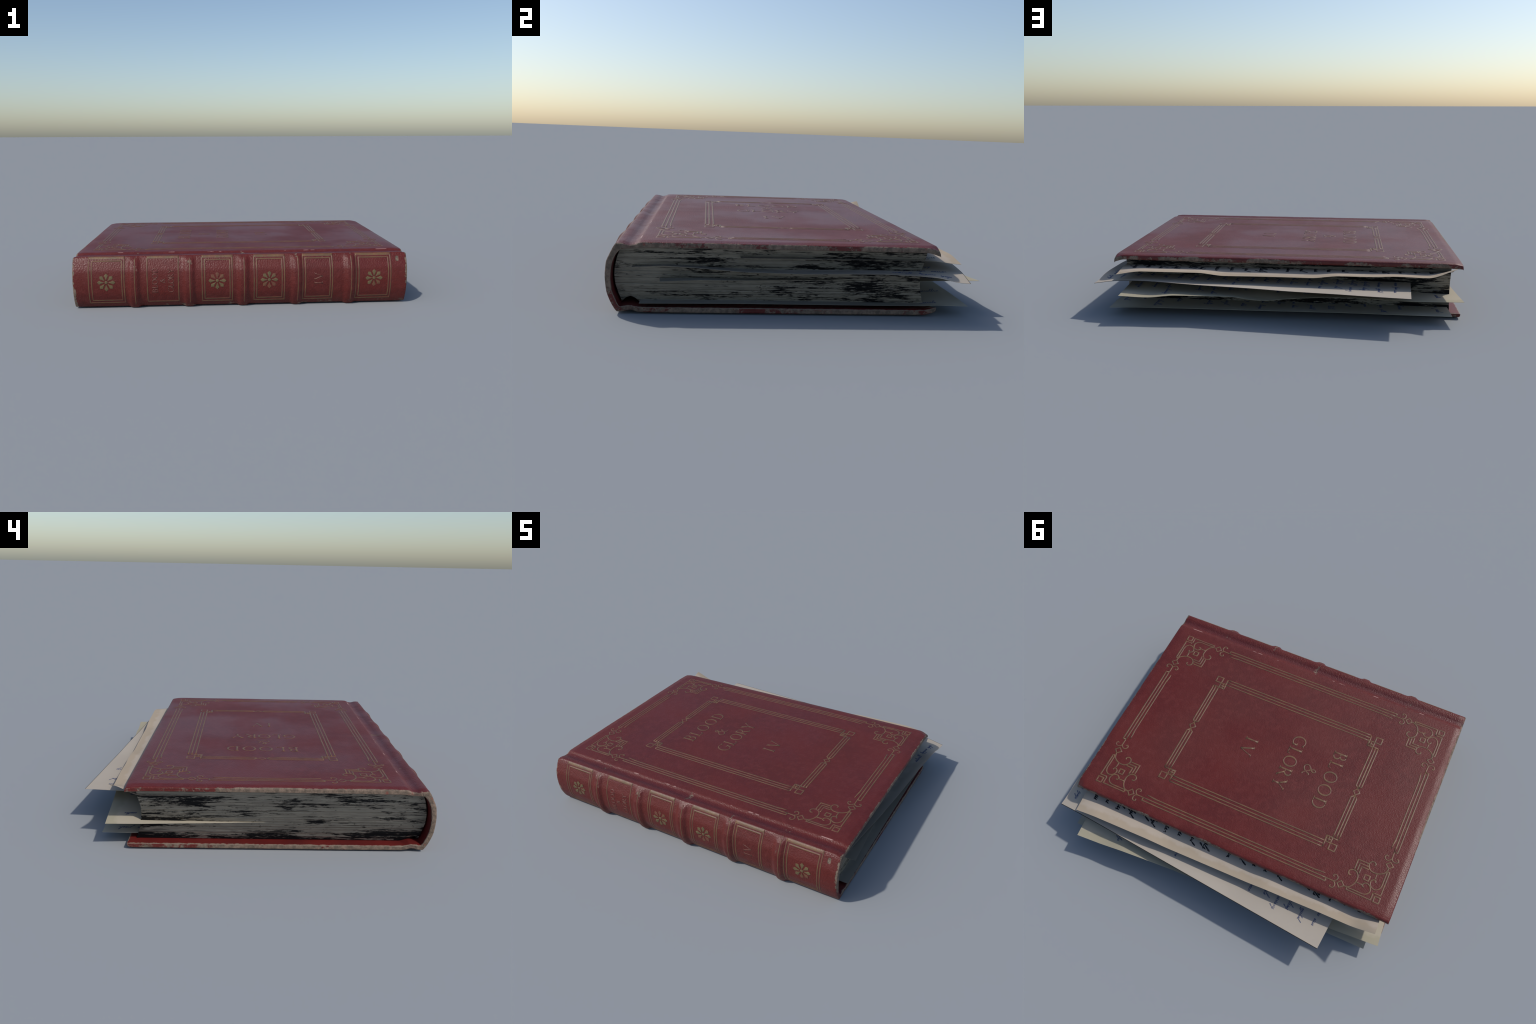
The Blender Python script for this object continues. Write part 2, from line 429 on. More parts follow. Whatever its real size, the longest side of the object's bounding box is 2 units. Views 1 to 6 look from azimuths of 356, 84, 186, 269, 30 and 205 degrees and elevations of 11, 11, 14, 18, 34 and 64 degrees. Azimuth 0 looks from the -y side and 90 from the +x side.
hinge_f, hinge_b = TK[8], TK[29]
in_band = (band_height((xs[:-1] + xs[1:]) / 2) > 0.0004)
region = {"front_cover": [], "spine": [], "back_cover": []}
bandf = [[] for _ in BANDS]
for k, (i, j) in enumerate(tag):
    t = 0.5 * (ts[j] + ts[j + 1])
    if t < hinge_f:
        region["front_cover"].append(k)
    elif t > hinge_b:
        region["back_cover"].append(k)
    elif in_band[i] and not inside[k] and TK[13] < t < TK[25]:
        bandf[int(np.argmin([abs(xs[i] - c) for c in BANDS]))].append(k)
    else:
        region["spine"].append(k)

def cut_out(name, ks, mats, parent):
    used = sorted({v for k in ks for v in faces[k]})
    remap = {v: n for n, v in enumerate(used)}
    ob = mesh_obj(name, verts[used], [[remap[v] for v in faces[k]] for k in ks], mats, parent)
    ob.data.polygons.foreach_set("material_index", [inside[k] if len(mats) > 1 else 0 for k in ks])
    ob.data.normals_split_custom_set_from_vertices([tuple(v) for v in vn[used]])
    return ob

front = cut_out("front_cover", region["front_cover"], [M_COVER, M_INNER], book)
back = cut_out("back_cover", region["back_cover"], [M_COVER, M_INNER], book)
spine = cut_out("spine", region["spine"], [M_SPINE, M_INNER], book)
for ks in bandf:
    cut_out("raised_band", ks, [M_SPINE], spine)

# ------------------------------------------------------------------ surfaces the tooling lies on
_tm = ts <= TK[12]
_ty, _tz = PO[_tm, 0][::-1], PO[_tm, 1][::-1]
def cover_surface(p):
    """p: (x, y) on the front board"""
    x, y = p[:, 0], p[:, 1]
    z = np.interp(y, _ty, _tz) + swell(x, y) - end_drop(x)
    return np.stack([x, y, z], 1), np.tile([0.0, 0.0, 1.0], (len(p), 1))

_sm = (ts >= TK[15]) & (ts <= TK[24])
_sz, _sy, _sn, _st = PO[_sm, 1][::-1], PO[_sm, 0][::-1], NO[_sm][::-1], ts[_sm][::-1]
_sb = NB[_sm][::-1]
def spine_surface(p):
    """p: (x, z) on the round of the spine"""
    x, z = p[:, 0], p[:, 1]
    y = np.interp(z, _sz, _sy)
    n = np.stack([np.interp(z, _sz, _sn[:, 0]), np.interp(z, _sz, _sn[:, 1])], 1)
    n /= np.linalg.norm(n, axis=1)[:, None]
    h = band_height(x) * band_weight(np.interp(z, _sz, _st))
    s = np.stack([x, y + np.interp(z, _sz, _sb[:, 0]) * h, z + np.interp(z, _sz, _sb[:, 1]) * h], 1)
    return s, np.stack([np.zeros(len(x)), n[:, 0], n[:, 1]], 1)

def resample(pts, wid, step):
    pts = np.asarray(pts, float)
    wid = np.full(len(pts), wid) if np.isscalar(wid) else np.asarray(wid, float)
    P, W = [], []
    for a, b, wa, wb in zip(pts[:-1], pts[1:], wid[:-1], wid[1:]):
        k = max(1, int(math.ceil(np.linalg.norm(b - a) / step)))
        f = np.linspace(0, 1, k, endpoint=False)
        P += list(a + (b - a) * f[:, None]); W += list(wa + (wb - wa) * f)
    return np.array(P + [pts[-1]]), np.array(W + [wid[-1]])

def ribbon(pts, wid, surf, h=0.001, step=0.02, closed=False, lift=0.0, rim=0.55, foot=0.35):
    """a raised line of the given width following pts over a surface; chamfered profile"""
    pts = np.asarray(pts, float)
    if closed:
        pts = np.vstack([pts, pts[:1]])
        if not np.isscalar(wid):
            wid = list(wid) + [wid[0]]
    P, W = resample(pts, wid, step)
    if closed:
        P, W = P[:-1], W[:-1]
    n = len(P)
    if closed:
        d0, d1 = P - np.roll(P, 1, 0), np.roll(P, -1, 0) - P
    else:
        d1 = np.vstack([np.diff(P, axis=0), P[-1:] - P[-2:-1]]); d0 = np.vstack([d1[:1], d1[:-1]])
    d0 /= np.linalg.norm(d0, axis=1)[:, None] + 1e-12; d1 /= np.linalg.norm(d1, axis=1)[:, None] + 1e-12
    t = d0 + d1; t /= np.linalg.norm(t, axis=1)[:, None] + 1e-9
    side = np.stack([-t[:, 1], t[:, 0]], 1)
    miter = 1 / np.clip((side * np.stack([-d1[:, 1], d1[:, 0]], 1)).sum(1), 0.6, 1)
    w = (W / 2 * miter)[:, None]
    rings = []
    for off, up in ((1.0, -foot), (rim, 1.0), (-rim, 1.0), (-1.0, -foot)):
        s, nn = surf(P + side * w * off)
        rings.append(s + nn * (h * up + lift))
    v = np.stack(rings, 1).reshape(-1, 3)
    f = []
    m = n if closed else n - 1
    for i in range(m):
        a, b = 4 * i, 4 * ((i + 1) % n)
        f += [(a + k, b + k, b + k + 1, a + k + 1) for k in range(3)]
    if not closed:
        f += [(0, 1, 2, 3), (4 * n - 1, 4 * n - 2, 4 * n - 3, 4 * n - 4)]
    return v, f

def join(parts):
    V_, F_, k = [], [], 0
    for v, f in parts:
        V_.append(v); F_ += [tuple(i + k for i in q) for q in f]; k += len(v)
    return np.concatenate(V_), F_

def tooled(name, strokes, surf, parent, mat=None, halo=0.0026, h=0.0007, step=0.02):
    """gilt lines over a wider dark strip modelled as the shadow along their borders; strokes = (points, width, closed)"""
    gold = join([ribbon(p, w, surf, h, step, c, lift=0.0003) for p, w, c in strokes])
    dark = join([ribbon(p, np.asarray(w) + halo, surf, 0.0003, step, c, rim=0.9, foot=1.0) for p, w, c in strokes])
    nv = len(gold[0])
    v = np.concatenate([gold[0], dark[0]])
    f = gold[1] + [tuple(i + nv for i in q) for q in dark[1]]
    ob = mesh_obj(name, v, f, [mat or M_GOLD, M_LINE_SHADE], parent, smooth=True)
    ob.data.polygons.foreach_set("material_index", [0] * len(gold[1]) + [1] * len(dark[1]))
    return ob

# ------------------------------------------------------------------ tooling of the front board
CX, CY = -0.0435, -0.0540                 # centre of the outer border
HX, HY = 0.8535, 0.5540                   # half distance between the corner squares
W = 0.0074                                # width of a tooled line

def corner_strokes():
    """one corner ornament; a runs along one side, b along the other, from the corner square inwards"""
    half = []
    half.append(([(0.170, 0.001), (0.168, -0.012), (0.030, -0.012), (0.030, 0.030)], W, False))
    scroll = [(0.168, 0.001), (0.120, 0.001), (0.080, 0.001), (0.058, 0.011), (0.048, 0.031), (0.058, 0.055), (0.080, 0.064), (0.096, 0.054), (0.096, 0.041), (0.085, 0.038)]
    half.append((catmull(scroll, 6), W, False))
    half.append(([(0.136, 0.046), (0.118, 0.047), (0.098, 0.045)], W * 0.9, False))
    big = [(0.187, 0.001), (0.172, 0.003), (0.154, 0.013), (0.138, 0.040), (0.135, 0.074), (0.147, 0.096), (0.167, 0.105), (0.186, 0.098), (0.191, 0.083), (0.183, 0.071), (0.173, 0.074)]
    half.append((catmull(big, 6), W, False))
    dia = [(0.226, 0.001), (0.207, 0.022), (0.187, 0.001), (0.207, -0.019)]
    half.append((dia, W * 0.9, True))
    fork1 = [(0.290, 0.003), (0.262, 0.003), (0.242, 0.000), (0.233, -0.014), (0.236, -0.030), (0.247, -0.035), (0.256, -0.030), (0.252, -0.022)]
    fork2 = [(0.250, 0.003), (0.240, 0.008), (0.230, 0.022), (0.236, 0.037), (0.248, 0.041), (0.257, 0.034), (0.252, 0.025)]
    half.append((catmull(fork1, 5), W * 0.9, False))
    half.append((catmull(fork2, 5), W * 0.9, False))
    whole_ = []
    for p, w, c in half:
        p = np.asarray(p, float)
        whole_ += [(p, w, c), (p[:, ::-1], w, c)]
    for q, r in ((0.168, 0.107), (0.152, 0.104), (0.137, 0.094)):
        whole_.append(([(q, r), (q, q + 0.002), (r, q + 0.002)], W, False))
    whole_.append(([(0.076, 0.078), (0.104, 0.078), (0.104, 0.106), (0.076, 0.106)], W, True))
    whole_.append(([(-0.015, -0.015), (0.016, -0.015), (0.016, 0.016), (-0.015, 0.016)], W, True))
    return whole_

for sx in (-1, 1):
    for sy in (-1, 1):
        st = [(np.array([CX + sx * HX, CY + sy * HY]) - np.asarray(p) * (sx, sy), w, c) for p, w, c in corner_strokes()]
        tooled("corner_ornament", st, cover_surface, front, step=0.012)

# triple rules between the corner ornaments
for axis, half_len, across in ((0, HX, HY), (1, HY, HX)):
    for s in (-1, 1):
        L = half_len
        st = []
        # outermost and middle rule joined by a small cap
        st.append(([(-L + 0.289, 0.003), (-L + 0.289, -0.015), (L - 0.289, -0.015), (L - 0.289, 0.003)], W, False))
        st.append(([(-L + 0.285, 0.003), (L - 0.285, 0.003)], W, False))
        # inner rule with feathered tips
        st.append(([(-L + 0.302, 0.026), (-L + 0.335, 0.0235), (-L + 0.358, 0.021), (-L + 0.361, 0.021), (L - 0.361, 0.021), (L - 0.358, 0.021), (L - 0.335, 0.0235), (L - 0.302, 0.026)],
                   [0.004, 0.0075, 0.010, W * 0.95, W * 0.95, 0.010, 0.0075, 0.004], False))
        out = []
        for p, w, c in st:
            p = np.asarray(p, float)
            a, b = p[:, 0], s * (across - p[:, 1])
            q = np.stack([CX + a, CY + b], 1) if axis == 0 else np.stack([CX + b, CY + a], 1)
            out.append((q, w, c))
        tooled("border_rule", out, cover_surface, front, step=0.03)

# inner frame: triple rules, interlaced squares at the corners, a lozenge in each short side
IX, IY, ICX, ICY = 0.531, 0.364, -0.042, -0.038
for s in (-1, 1):
    o = [0.018, -0.0005, -0.0205]
    st = [([(ICX - IX + 0.055, ICY + s * (IY + k)), (ICX + IX - 0.055, ICY + s * (IY + k))], W, False) for k in o]
    tooled("frame_rule", st, cover_surface, front, step=0.03)
    st = []
    for h in (-1, 1):
        for k in (0.016, 0.0, -0.018):
            x = ICX + s * (IX + k)
            st.append(([(x, ICY + h * (IY - 0.052)), (x, ICY + h * 0.040), (ICX + s * (IX + k * 0.15), ICY + h * 0.026)], W, False))
    xl = ICX + s * IX
    st.append(([(xl, ICY - 0.021), (xl + 0.019, ICY), (xl, ICY + 0.021), (xl - 0.019, ICY)], W * 0.9, True))
    st.append(([(xl, ICY + 0.020), (xl, ICY + 0.030)], W, False)); st.append(([(xl, ICY - 0.020), (xl, ICY - 0.030)], W, False))
    tooled("frame_rule", st, cover_surface, front, step=0.03)
    for h in (-1, 1):
        c = np.array([ICX + s * IX, ICY + h * IY]); d = np.array([-s, -h])
        sq = lambda o, r: [c + d * o + np.array(q) * r for q in ((-1, -1), (1, -1), (1, 1), (-1, 1))]
        st = [(sq(0.0, 0.019), W, True), (sq(0.036, 0.0175), W, True),
              ([c + d * (-0.0165, 0.051), c + d * (0.054, 0.051)], W, False), ([c + d * (0.051, -0.0165), c + d * (0.051, 0.054)], W, False),
              ([c + d * (0.019, 0.036), c + d * (0.054, 0.036)], W * 0.8, False), ([c + d * (0.036, 0.019), c + d * (0.036, 0.054)], W * 0.8, False)]
        tooled("frame_corner", st, cover_surface, front, step=0.03)

# ------------------------------------------------------------------ roman capitals drawn as pen strokes (cap height 1)
TH, TN = 0.135, 0.055
def arc(cx, cy, rx, ry, a0, a1, n=18, thin=TN, thick=TH):
    a = np.radians(np.linspace(a0, a1, n))
    return np.stack([cx + rx * np.cos(a), cy + ry * np.sin(a)], 1), thin + (thick - thin) * np.abs(np.cos(a)) ** 1.4
def stem(x):
    return [([(x, 0), (x, 1)], TH), ([(x - 0.15, 0.02), (x + 0.15, 0.02)], TN), ([(x - 0.15, 0.98), (x + 0.15, 0.98)], TN)]
def glyph(ch):
    if ch == "I":
        return stem(0.15), 0.30
    if ch == "L":
        return stem(0.15) + [([(0.15, 0.025), (0.58, 0.025)], TN), ([(0.57, 0.0), (0.63, 0.24)], [0.07, 0.03])], 0.66
    if ch == "B":
        up, lo = arc(0.36, 0.755, 0.21, 0.225, 90, -90), arc(0.38, 0.27, 0.26, 0.25, 90, -90)
        return stem(0.15) + [([(0.15, 0.98), (0.36, 0.98)], TN), ([(0.15, 0.525), (0.38, 0.525)], TN), ([(0.15, 0.02), (0.38, 0.02)], TN), up, lo], 0.68
    if ch == "D":
        return stem(0.15) + [([(0.15, 0.98), (0.36, 0.98)], TN), ([(0.15, 0.02), (0.36, 0.02)], TN), arc(0.36, 0.5, 0.43, 0.48, 90, -90, 24)], 0.84
    if ch == "O":
        a = np.radians(np.linspace(0, 360, 40, endpoint=False))
        return [(np.stack([0.46 + 0.41 * np.cos(a), 0.5 + 0.485 * np.sin(a)], 1), TN + 0.085 * np.abs(np.cos(a)) ** 1.4, True)], 0.92
    if ch == "G":
        return [arc(0.48, 0.5, 0.43, 0.485, 48, 318, 30), ([(0.79, 0.06), (0.79, 0.42)], TH * 0.9), ([(0.64, 0.42), (0.92, 0.42)], TN), ([(0.77, 0.84), (0.79, 1.0)], [0.08, 0.03])], 0.93
    if ch == "R":
        return stem(0.15) + [([(0.15, 0.98), (0.36, 0.98)], TN), ([(0.15, 0.50), (0.36, 0.50)], TN), arc(0.36, 0.74, 0.22, 0.24, 90, -90),
                             ([(0.34, 0.50), (0.74, 0.02)], [0.10, TH]), ([(0.66, 0.02), (0.86, 0.02)], TN)], 0.84
    if ch == "Y":
        return [([(0.10, 0.98), (0.44, 0.46)], TH), ([(0.78, 0.98), (0.44, 0.46)], TN), ([(0.44, 0.5), (0.44, 0.0)], TH),
                ([(-0.02, 0.98), (0.25, 0.98)], TN), ([(0.66, 0.98), (0.90, 0.98)], TN), ([(0.29, 0.02), (0.59, 0.02)], TN)], 0.88
    if ch == "V":
        return [([(0.10, 0.98), (0.47, 0.0)], TH), ([(0.80, 0.98), (0.47, 0.0)], TN), ([(-0.03, 0.98), (0.25, 0.98)], TN), ([(0.68, 0.98), (0.93, 0.98)], TN)], 0.92
    if ch == "&":
        p = catmull([(0.98, 0.04), (0.80, 0.10), (0.42, 0.62), (0.33, 0.84), (0.45, 0.99), (0.58, 0.86), (0.48, 0.66), (0.18, 0.42), (0.08, 0.22), (0.22, 0.02), (0.46, 0.03), (0.68, 0.24), (0.80, 0.52), (0.90, 0.56)], 6)
        w = 0.06 + 0.06 * np.abs(np.sin(np.linspace(0.2, 9, len(p))))
        return [(p, w)], 1.0

def set_line(text, start, reading, up, size, length, surf, parent, name, mat, weight=1.0):
    """letters along 'reading' from 'start'; spread to the given length"""
    gl = [glyph(c) for c in text]
    total = sum(g[1] for g in gl) * size
    gap = (length - total) / max(1, len(gl) - 1)
    pos = 0.0
    r, u, s0 = np.array(reading, float), np.array(up, float), np.array(start, float)
    for strokes, adv in gl:
        st = []
        for s in strokes:
            p, w = np.asarray(s[0], float), s[1]
            q = s0 + r * (pos + p[:, :1] * size) + u * (p[:, 1:] * size)
            st.append((q, np.asarray(w) * size * weight if not np.isscalar(w) else w * size * weight, len(s) > 2))
        tooled(name, st, surf, parent, mat, halo=0.0032, step=0.02)
        pos += adv * size + gap

set_line("BLOOD", (-0.362, -0.238), (0, 1), (-1, 0), 0.078, 0.384, cover_surface, front, "title_letter", M_GOLD)
set_line("&", (-0.236, -0.090), (0, 1), (-1, 0), 0.074, 0.074, cover_surface, front, "title_letter", M_GOLD)
set_line("GLORY", (-0.106, -0.238), (0, 1), (-1, 0), 0.078, 0.366, cover_surface, front, "title_letter", M_GOLD)
set_line("IV", (0.156, -0.108), (0, 1), (-1, 0), 0.076, 0.120, cover_surface, front, "title_letter", M_GOLD)

# ------------------------------------------------------------------ tooling of the spine
set_line("BLOOD", (-0.523, 0.091), (0, 1), (-1, 0), 0.031, 0.142, spine_surface, spine, "spine_letter", M_LETTER, 0.85)
set_line("&", (-0.482, 0.148), (0, 1), (-1, 0), 0.027, 0.027, spine_surface, spine, "spine_letter", M_LETTER, 0.85)
set_line("GLORY", (-0.433, 0.093), (0, 1), (-1, 0), 0.031, 0.137, spine_surface, spine, "spine_letter", M_LETTER, 0.85)
set_line("IV", (0.424, 0.126), (0, 1), (-1, 0), 0.047, 0.068, spine_surface, spine, "spine_letter", M_LETTER, 0.85)

FRAMES = [(-0.9100, -0.7115, -0.8925, -0.7245), (-0.5820, -0.4055, None, None), (-0.2710, -0.0985, -0.2560, -0.1115),
          (0.0270, 0.2020, 0.0420, 0.1885), (0.3095, 0.4810, 0.3240, 0.4680), (0.6190, 0.8230, 0.6355, 0.8090)]
WS = 0.0062
for a, b, c, d in FRAMES:
    zt, zb = 0.2905, 0.0330 if c is not None else 0.0360
    st = [([(a, 0.293), (a, zb), (b, zb), (b, 0.293)], WS, False), ([(a - 0.003, zt), (b + 0.003, zt)], 0.0135, False)]
    if c is not None:
        st.append(([(c, 0.2745), (c, 0.0480), (d, 0.0480), (d, 0.2745)], WS, True))
    tooled("spine_panel_rule", st, spine_surface, spine, M_GOLD2, halo=0.0036, step=0.008)
for cx in BANDS:
    tooled("spine_band_rule", [([(cx + 0.006, 0.286), (cx + 0.006, 0.030)], 0.0052, False)], spine_surface, spine, M_GOLD2, halo=0.003, step=0.006)

def petal(cx, cz, ang, r0=0.0135, r1=0.0505, wmax=0.0105):
    """one pointed petal, domed and chamfered"""
    prof = [(r0, 0.0012), (0.026, 0.0050), (0.0385, wmax), (0.0425, wmax * 0.80), (r1, 0.0006)]
    ca, sa = math.cos(ang), math.sin(ang)
    V_, F_ = [], []
    for sc, up in ((1.16, -0.001), (1.0, 0.0013), (0.0, 0.0020)):
        for sgn in (1, -1):
            pts = np.array([(cx + ca * r - sa * w * sgn * sc, cz + sa * r + ca * w * sgn * sc) for r, w in prof])
            s, nn = spine_surface(pts)
            V_.append(s + nn * up)
    k = len(prof)
    for side in (0, 1):
        for lay in (0, 1):
            a, b = (2 * lay + side) * k, (2 * (lay + 1) + side) * k
            for i in range(k - 1):
                q = (a + i, a + i + 1, b + i + 1, b + i)
                F_.append(q if side else q[::-1])
    for lay in (0, 1):
        for i in (0, k - 1):
            a, b = 2 * lay * k + i, (2 * lay + 1) * k + i
            c_, d_ = 2 * (lay + 1) * k + i, (2 * lay + 3) * k + i
            q = (a, b, d_, c_)
            F_.append(q if i == 0 else q[::-1])
    return np.concatenate(V_), F_

FLOWERS = [-0.8118, -0.1847, 0.1142, 0.7240]
faded = {1: (1, 2, 3), 2: (5, 6, 7), 3: (6, 7)}
M_FADED = gilt("worn_off_gilding", 0.14)
M_PETAL = gilt("petal_gilding", -0.02, (0.150, 0.105, 0.046), (0.115, 0.084, 0.038))
for k, cx in enumerate(FLOWERS):
    for p in range(8):
        v, f = petal(cx, 0.1570, math.pi / 4 * p)
        mesh_obj("flower_petal", v, f, M_FADED if p in faded.get(k, ()) else M_PETAL, spine, smooth=False)
    a = np.arange(8) * math.pi / 4
    rings = []
    for r, up in ((0.0102, -0.001), (0.0086, 0.0012), (0.0045, 0.0022)):
        s, nn = spine_surface(np.stack([cx + r * np.cos(a), 0.1570 + r * np.sin(a)], 1))
        rings.append(s + nn * up)
    f = [(l * 8 + i, l * 8 + (i + 1) % 8, (l + 1) * 8 + (i + 1) % 8, (l + 1) * 8 + i) for l in (0, 1) for i in range(8)] + [tuple(range(16, 24))]
    mesh_obj("flower_centre", np.concatenate(rings), f, M_PETAL, spine, smooth=False)

# ------------------------------------------------------------------ the text block, in sewn gatherings
block = bpy.data.objects.new("page_block", None)
bpy.context.scene.collection.objects.link(block)
block.parent = book
BX0, BX1 = -0.9445, 0.8620
def fore(z): return np.interp(z, *np.array([(0.028, 0.5485), (0.06, 0.5375), (0.10, 0.5270), (0.15, 0.5205), (0.19, 0.5245), (0.225, 0.5345), (0.27, 0.5450), (0.28, 0.5460)]).T)
def rear(z): return np.interp(z, *np.array([(0.028, -0.7600), (0.07, -0.7775), (0.115, -0.7915), (0.155, -0.7950), (0.19, -0.7920), (0.23, -0.7820), (0.27, -0.7660), (0.28, -0.7620)]).T)
def notch(y): return 0.0290 + 0.033 * sstep(0.052, 0.0, np.abs(np.asarray(y) + 0.729))
cuts = [0.0282, 0.0560, 0.0905, 0.1150, 0.1395, 0.1700, 0.1930, 0.2225, 0.2480, 0.2787]
ny, nx = 70, 100
for g, (z0, z1) in enumerate(zip(cuts[:-1], cuts[1:])):
    rows = max(6, int((z1 - z0) / 0.0022))
    zz = np.linspace(z0 + 0.0003, z1 - 0.0003, rows)
    loop = []
    for r, z in enumerate(zz):
        lip = 0.0012 if r in (0, rows - 1) else 0.0
        j = rng.normal(0, 0.0007, 4) - lip * np.array([1, 1, 1, 1])
        yf, yr = float(fore(z)), float(rear(z))
        ya, xa = np.linspace(yr, yf, ny), np.linspace(BX1, BX0, nx)
        p = np.concatenate([np.stack([np.full(ny, BX1 + j[0]), ya], 1), np.stack([xa, np.full(nx, yf + j[1])], 1)[1:],
                            np.stack([np.full(ny, BX0 - j[2]), ya[::-1]], 1)[1:], np.stack([xa[::-1], np.full(nx, yr - j[3])], 1)[1:-1]])
        zw = z + 0.0011 * (vnoise(p[:, 0] * 7, p[:, 1] * 7, g * 3.3) - 0.5) * (0.0 if g in (0, len(cuts) - 2) else 1.0)
        zw = np.maximum(zw, notch(p[:, 1])) if g < 2 else zw
        loop.append(np.column_stack([p, zw]))
    m = len(loop[0])
    f = [(r * m + i, r * m + (i + 1) % m, (r + 1) * m + (i + 1) % m, (r + 1) * m + i) for r in range(rows - 1) for i in range(m)]
    f += [tuple(range(m - 1, -1, -1)), tuple((rows - 1) * m + i for i in range(m))]
    mesh_obj("page_gathering", np.concatenate(loop), f, M_EDGE, block, smooth=False)

# ------------------------------------------------------------------ loose letters tucked between the leaves
class Sheet:
    """a sheet given by its two front corners; u runs along the front edge from the head end, v goes into the book"""
    def __init__(self, a, b, depth, base, front_wave, side_wave=None, far_wave=None, hide=0.2):
        self.a, self.b = np.array(a, float), np.array(b, float)
        self.len = np.linalg.norm(self.b - self.a)
        self.du = (self.b - self.a) / self.len
        self.dv = np.array([-self.du[1], self.du[0]])
        if self.dv[1] > 0:
            self.dv = -self.dv
        self.depth, self.base, self.hide = depth, base, hide
        self.fw = np.array(front_wave).T
        self.sw = np.array(side_wave).T if side_wave else None
        self.ew = np.array(far_wave).T if far_wave else None
    def z(self, u, v):
        U, b = u / self.len, 0
        base = np.interp(U, [0, 1], self.base)
        f = pchip(self.fw[0], self.fw[1], np.clip(U, 0, 1)) - base
        z = base + f * sstep(self.hide, 0.0, v)
        if self.sw is not None:
            g = np.interp(np.clip(v / self.depth, 0, 1), self.sw[0], self.sw[1]) - base
            w = sstep(0.18, 0.0, u)
            z = z + (base + g - z) * w * sstep(0.0, 0.16, v)
        if self.ew is not None:
            g = np.interp(np.clip(v / self.depth, 0, 1), self.ew[0], self.ew[1]) - base
            w = sstep(0.14, 0.0, self.len - u)
            z = z + (base + g - z) * w * sstep(0.0, 0.12, v)
        return z
    def surf(self, p):
        u, v = p[:, 0], p[:, 1]
        xy = self.a + self.du * u[:, None] + self.dv * v[:, None]
        e = 1e-3
        zu, zv = (self.z(u + e, v) - self.z(u - e, v)) / (2 * e), (self.z(u, v + e) - self.z(u, v - e)) / (2 * e)
        n = np.column_stack([-(self.du * zu[:, None] + self.dv * zv[:, None]), np.ones(len(u))])
        n /= np.linalg.norm(n, axis=1)[:, None]
        return np.column_stack([xy, self.z(u, v)]), n
    def build(self, mat, edge, thick=0.0022, edge_front=False, bevel=0.0):
        nu, nv = 180, 90
        u = np.linspace(0, self.len, nu)
        v = self.depth * np.linspace(0, 1, nv) ** 1.7
        g = np.stack(np.meshgrid(u, v, indexing="ij"), -1).reshape(-1, 2)
        s, n = self.surf(g)
        low = s - n * thick
        low[:, :2] -= np.where((g[:, 1] == 0)[:, None], self.dv * bevel, 0)
        V_ = np.concatenate([s, low])
        k = nu * nv
        up = lambda i, j: i * nv + j
        F_, M_ = [], []
        for i in range(nu - 1):
            for j in range(nv - 1):
                q = (up(i, j), up(i, j + 1), up(i + 1, j + 1), up(i + 1, j))
                F_ += [q[::-1] if self.flip() else q, tuple(t + k for t in (q if self.flip() else q[::-1]))]; M_ += [1, 1] if edge_front and v[j + 1] < 0.0030 else [0, 0]
        rim = [(up(i, 0), up(i + 1, 0), 1) for i in range(nu - 1)] + [(up(i + 1, nv - 1), up(i, nv - 1), 0) for i in range(nu - 1)]
        rim += [(up(0, j + 1), up(0, j), 0) for j in range(nv - 1)] + [(up(nu - 1, j), up(nu - 1, j + 1), 0) for j in range(nv - 1)]
        for a, b, front_ in rim:
            F_.append((a, b, b + k, a + k)); M_.append(1 if (front_ and edge_front) else 0)
        ob = mesh_obj("loose_letter", V_, F_, [mat, edge], book)
        ob.data.polygons.foreach_set("material_index", M_)
        import bmesh
        bm = bmesh.new(); bm.from_mesh(ob.data)
        bmesh.ops.recalc_face_normals(bm, faces=bm.faces[:])
        for ed in bm.edges:
            if len(ed.link_faces) == 2 and ed.calc_face_angle(0) > 0.8:
                ed.smooth = False
        bm.to_mesh(ob.data); bm.free()
        return ob
    def flip(self):
        return False

def cursive(length, size, r):
    """one handwritten word as a running pen line: x along the word, y up"""
    x, pts = 0.0, []
    while x < length:
        kind = r.random()
        w = size * r.uniform(0.55, 0.85)
        s = size * r.uniform(0.8, 1.15)
        if kind < 0.42:                                   # minims
            pts += [(x, 0.05 * s), (x + 0.35 * w, s), (x + 0.55 * w, 0.0), (x + w, 0.25 * s)]
        elif kind < 0.60:                                 # small round letter
            pts += [(x + 0.6 * w, s), (x + 0.1 * w, 0.5 * s), (x + 0.45 * w, 0.0), (x + 0.8 * w, 0.6 * s), (x + w, 0.1 * s)]
        elif kind < 0.78:                                 # ascender loop
            pts += [(x + 0.2 * w, 0.3 * s), (x + 0.8 * w, 1.7 * s), (x + 0.75 * w, 2.5 * s), (x + 0.45 * w, 2.2 * s), (x + 0.3 * w, 0.1 * s), (x + w, 0.2 * s)]
        elif kind < 0.88:                                 # descender
            pts += [(x + 0.4 * w, s), (x + 0.5 * w, 0.0), (x + 0.3 * w, -1.3 * s), (x - 0.1 * w, -1.0 * s), (x + w, 0.3 * s)]
        else:
            pts += [(x, 0.2 * s), (x + 0.5 * w, 0.9 * s), (x + w, 0.1 * s)]
        x += w
    p = catmull(pts, 5)
    p[:, 0] += p[:, 1] * 0.45                             # slant
    return p

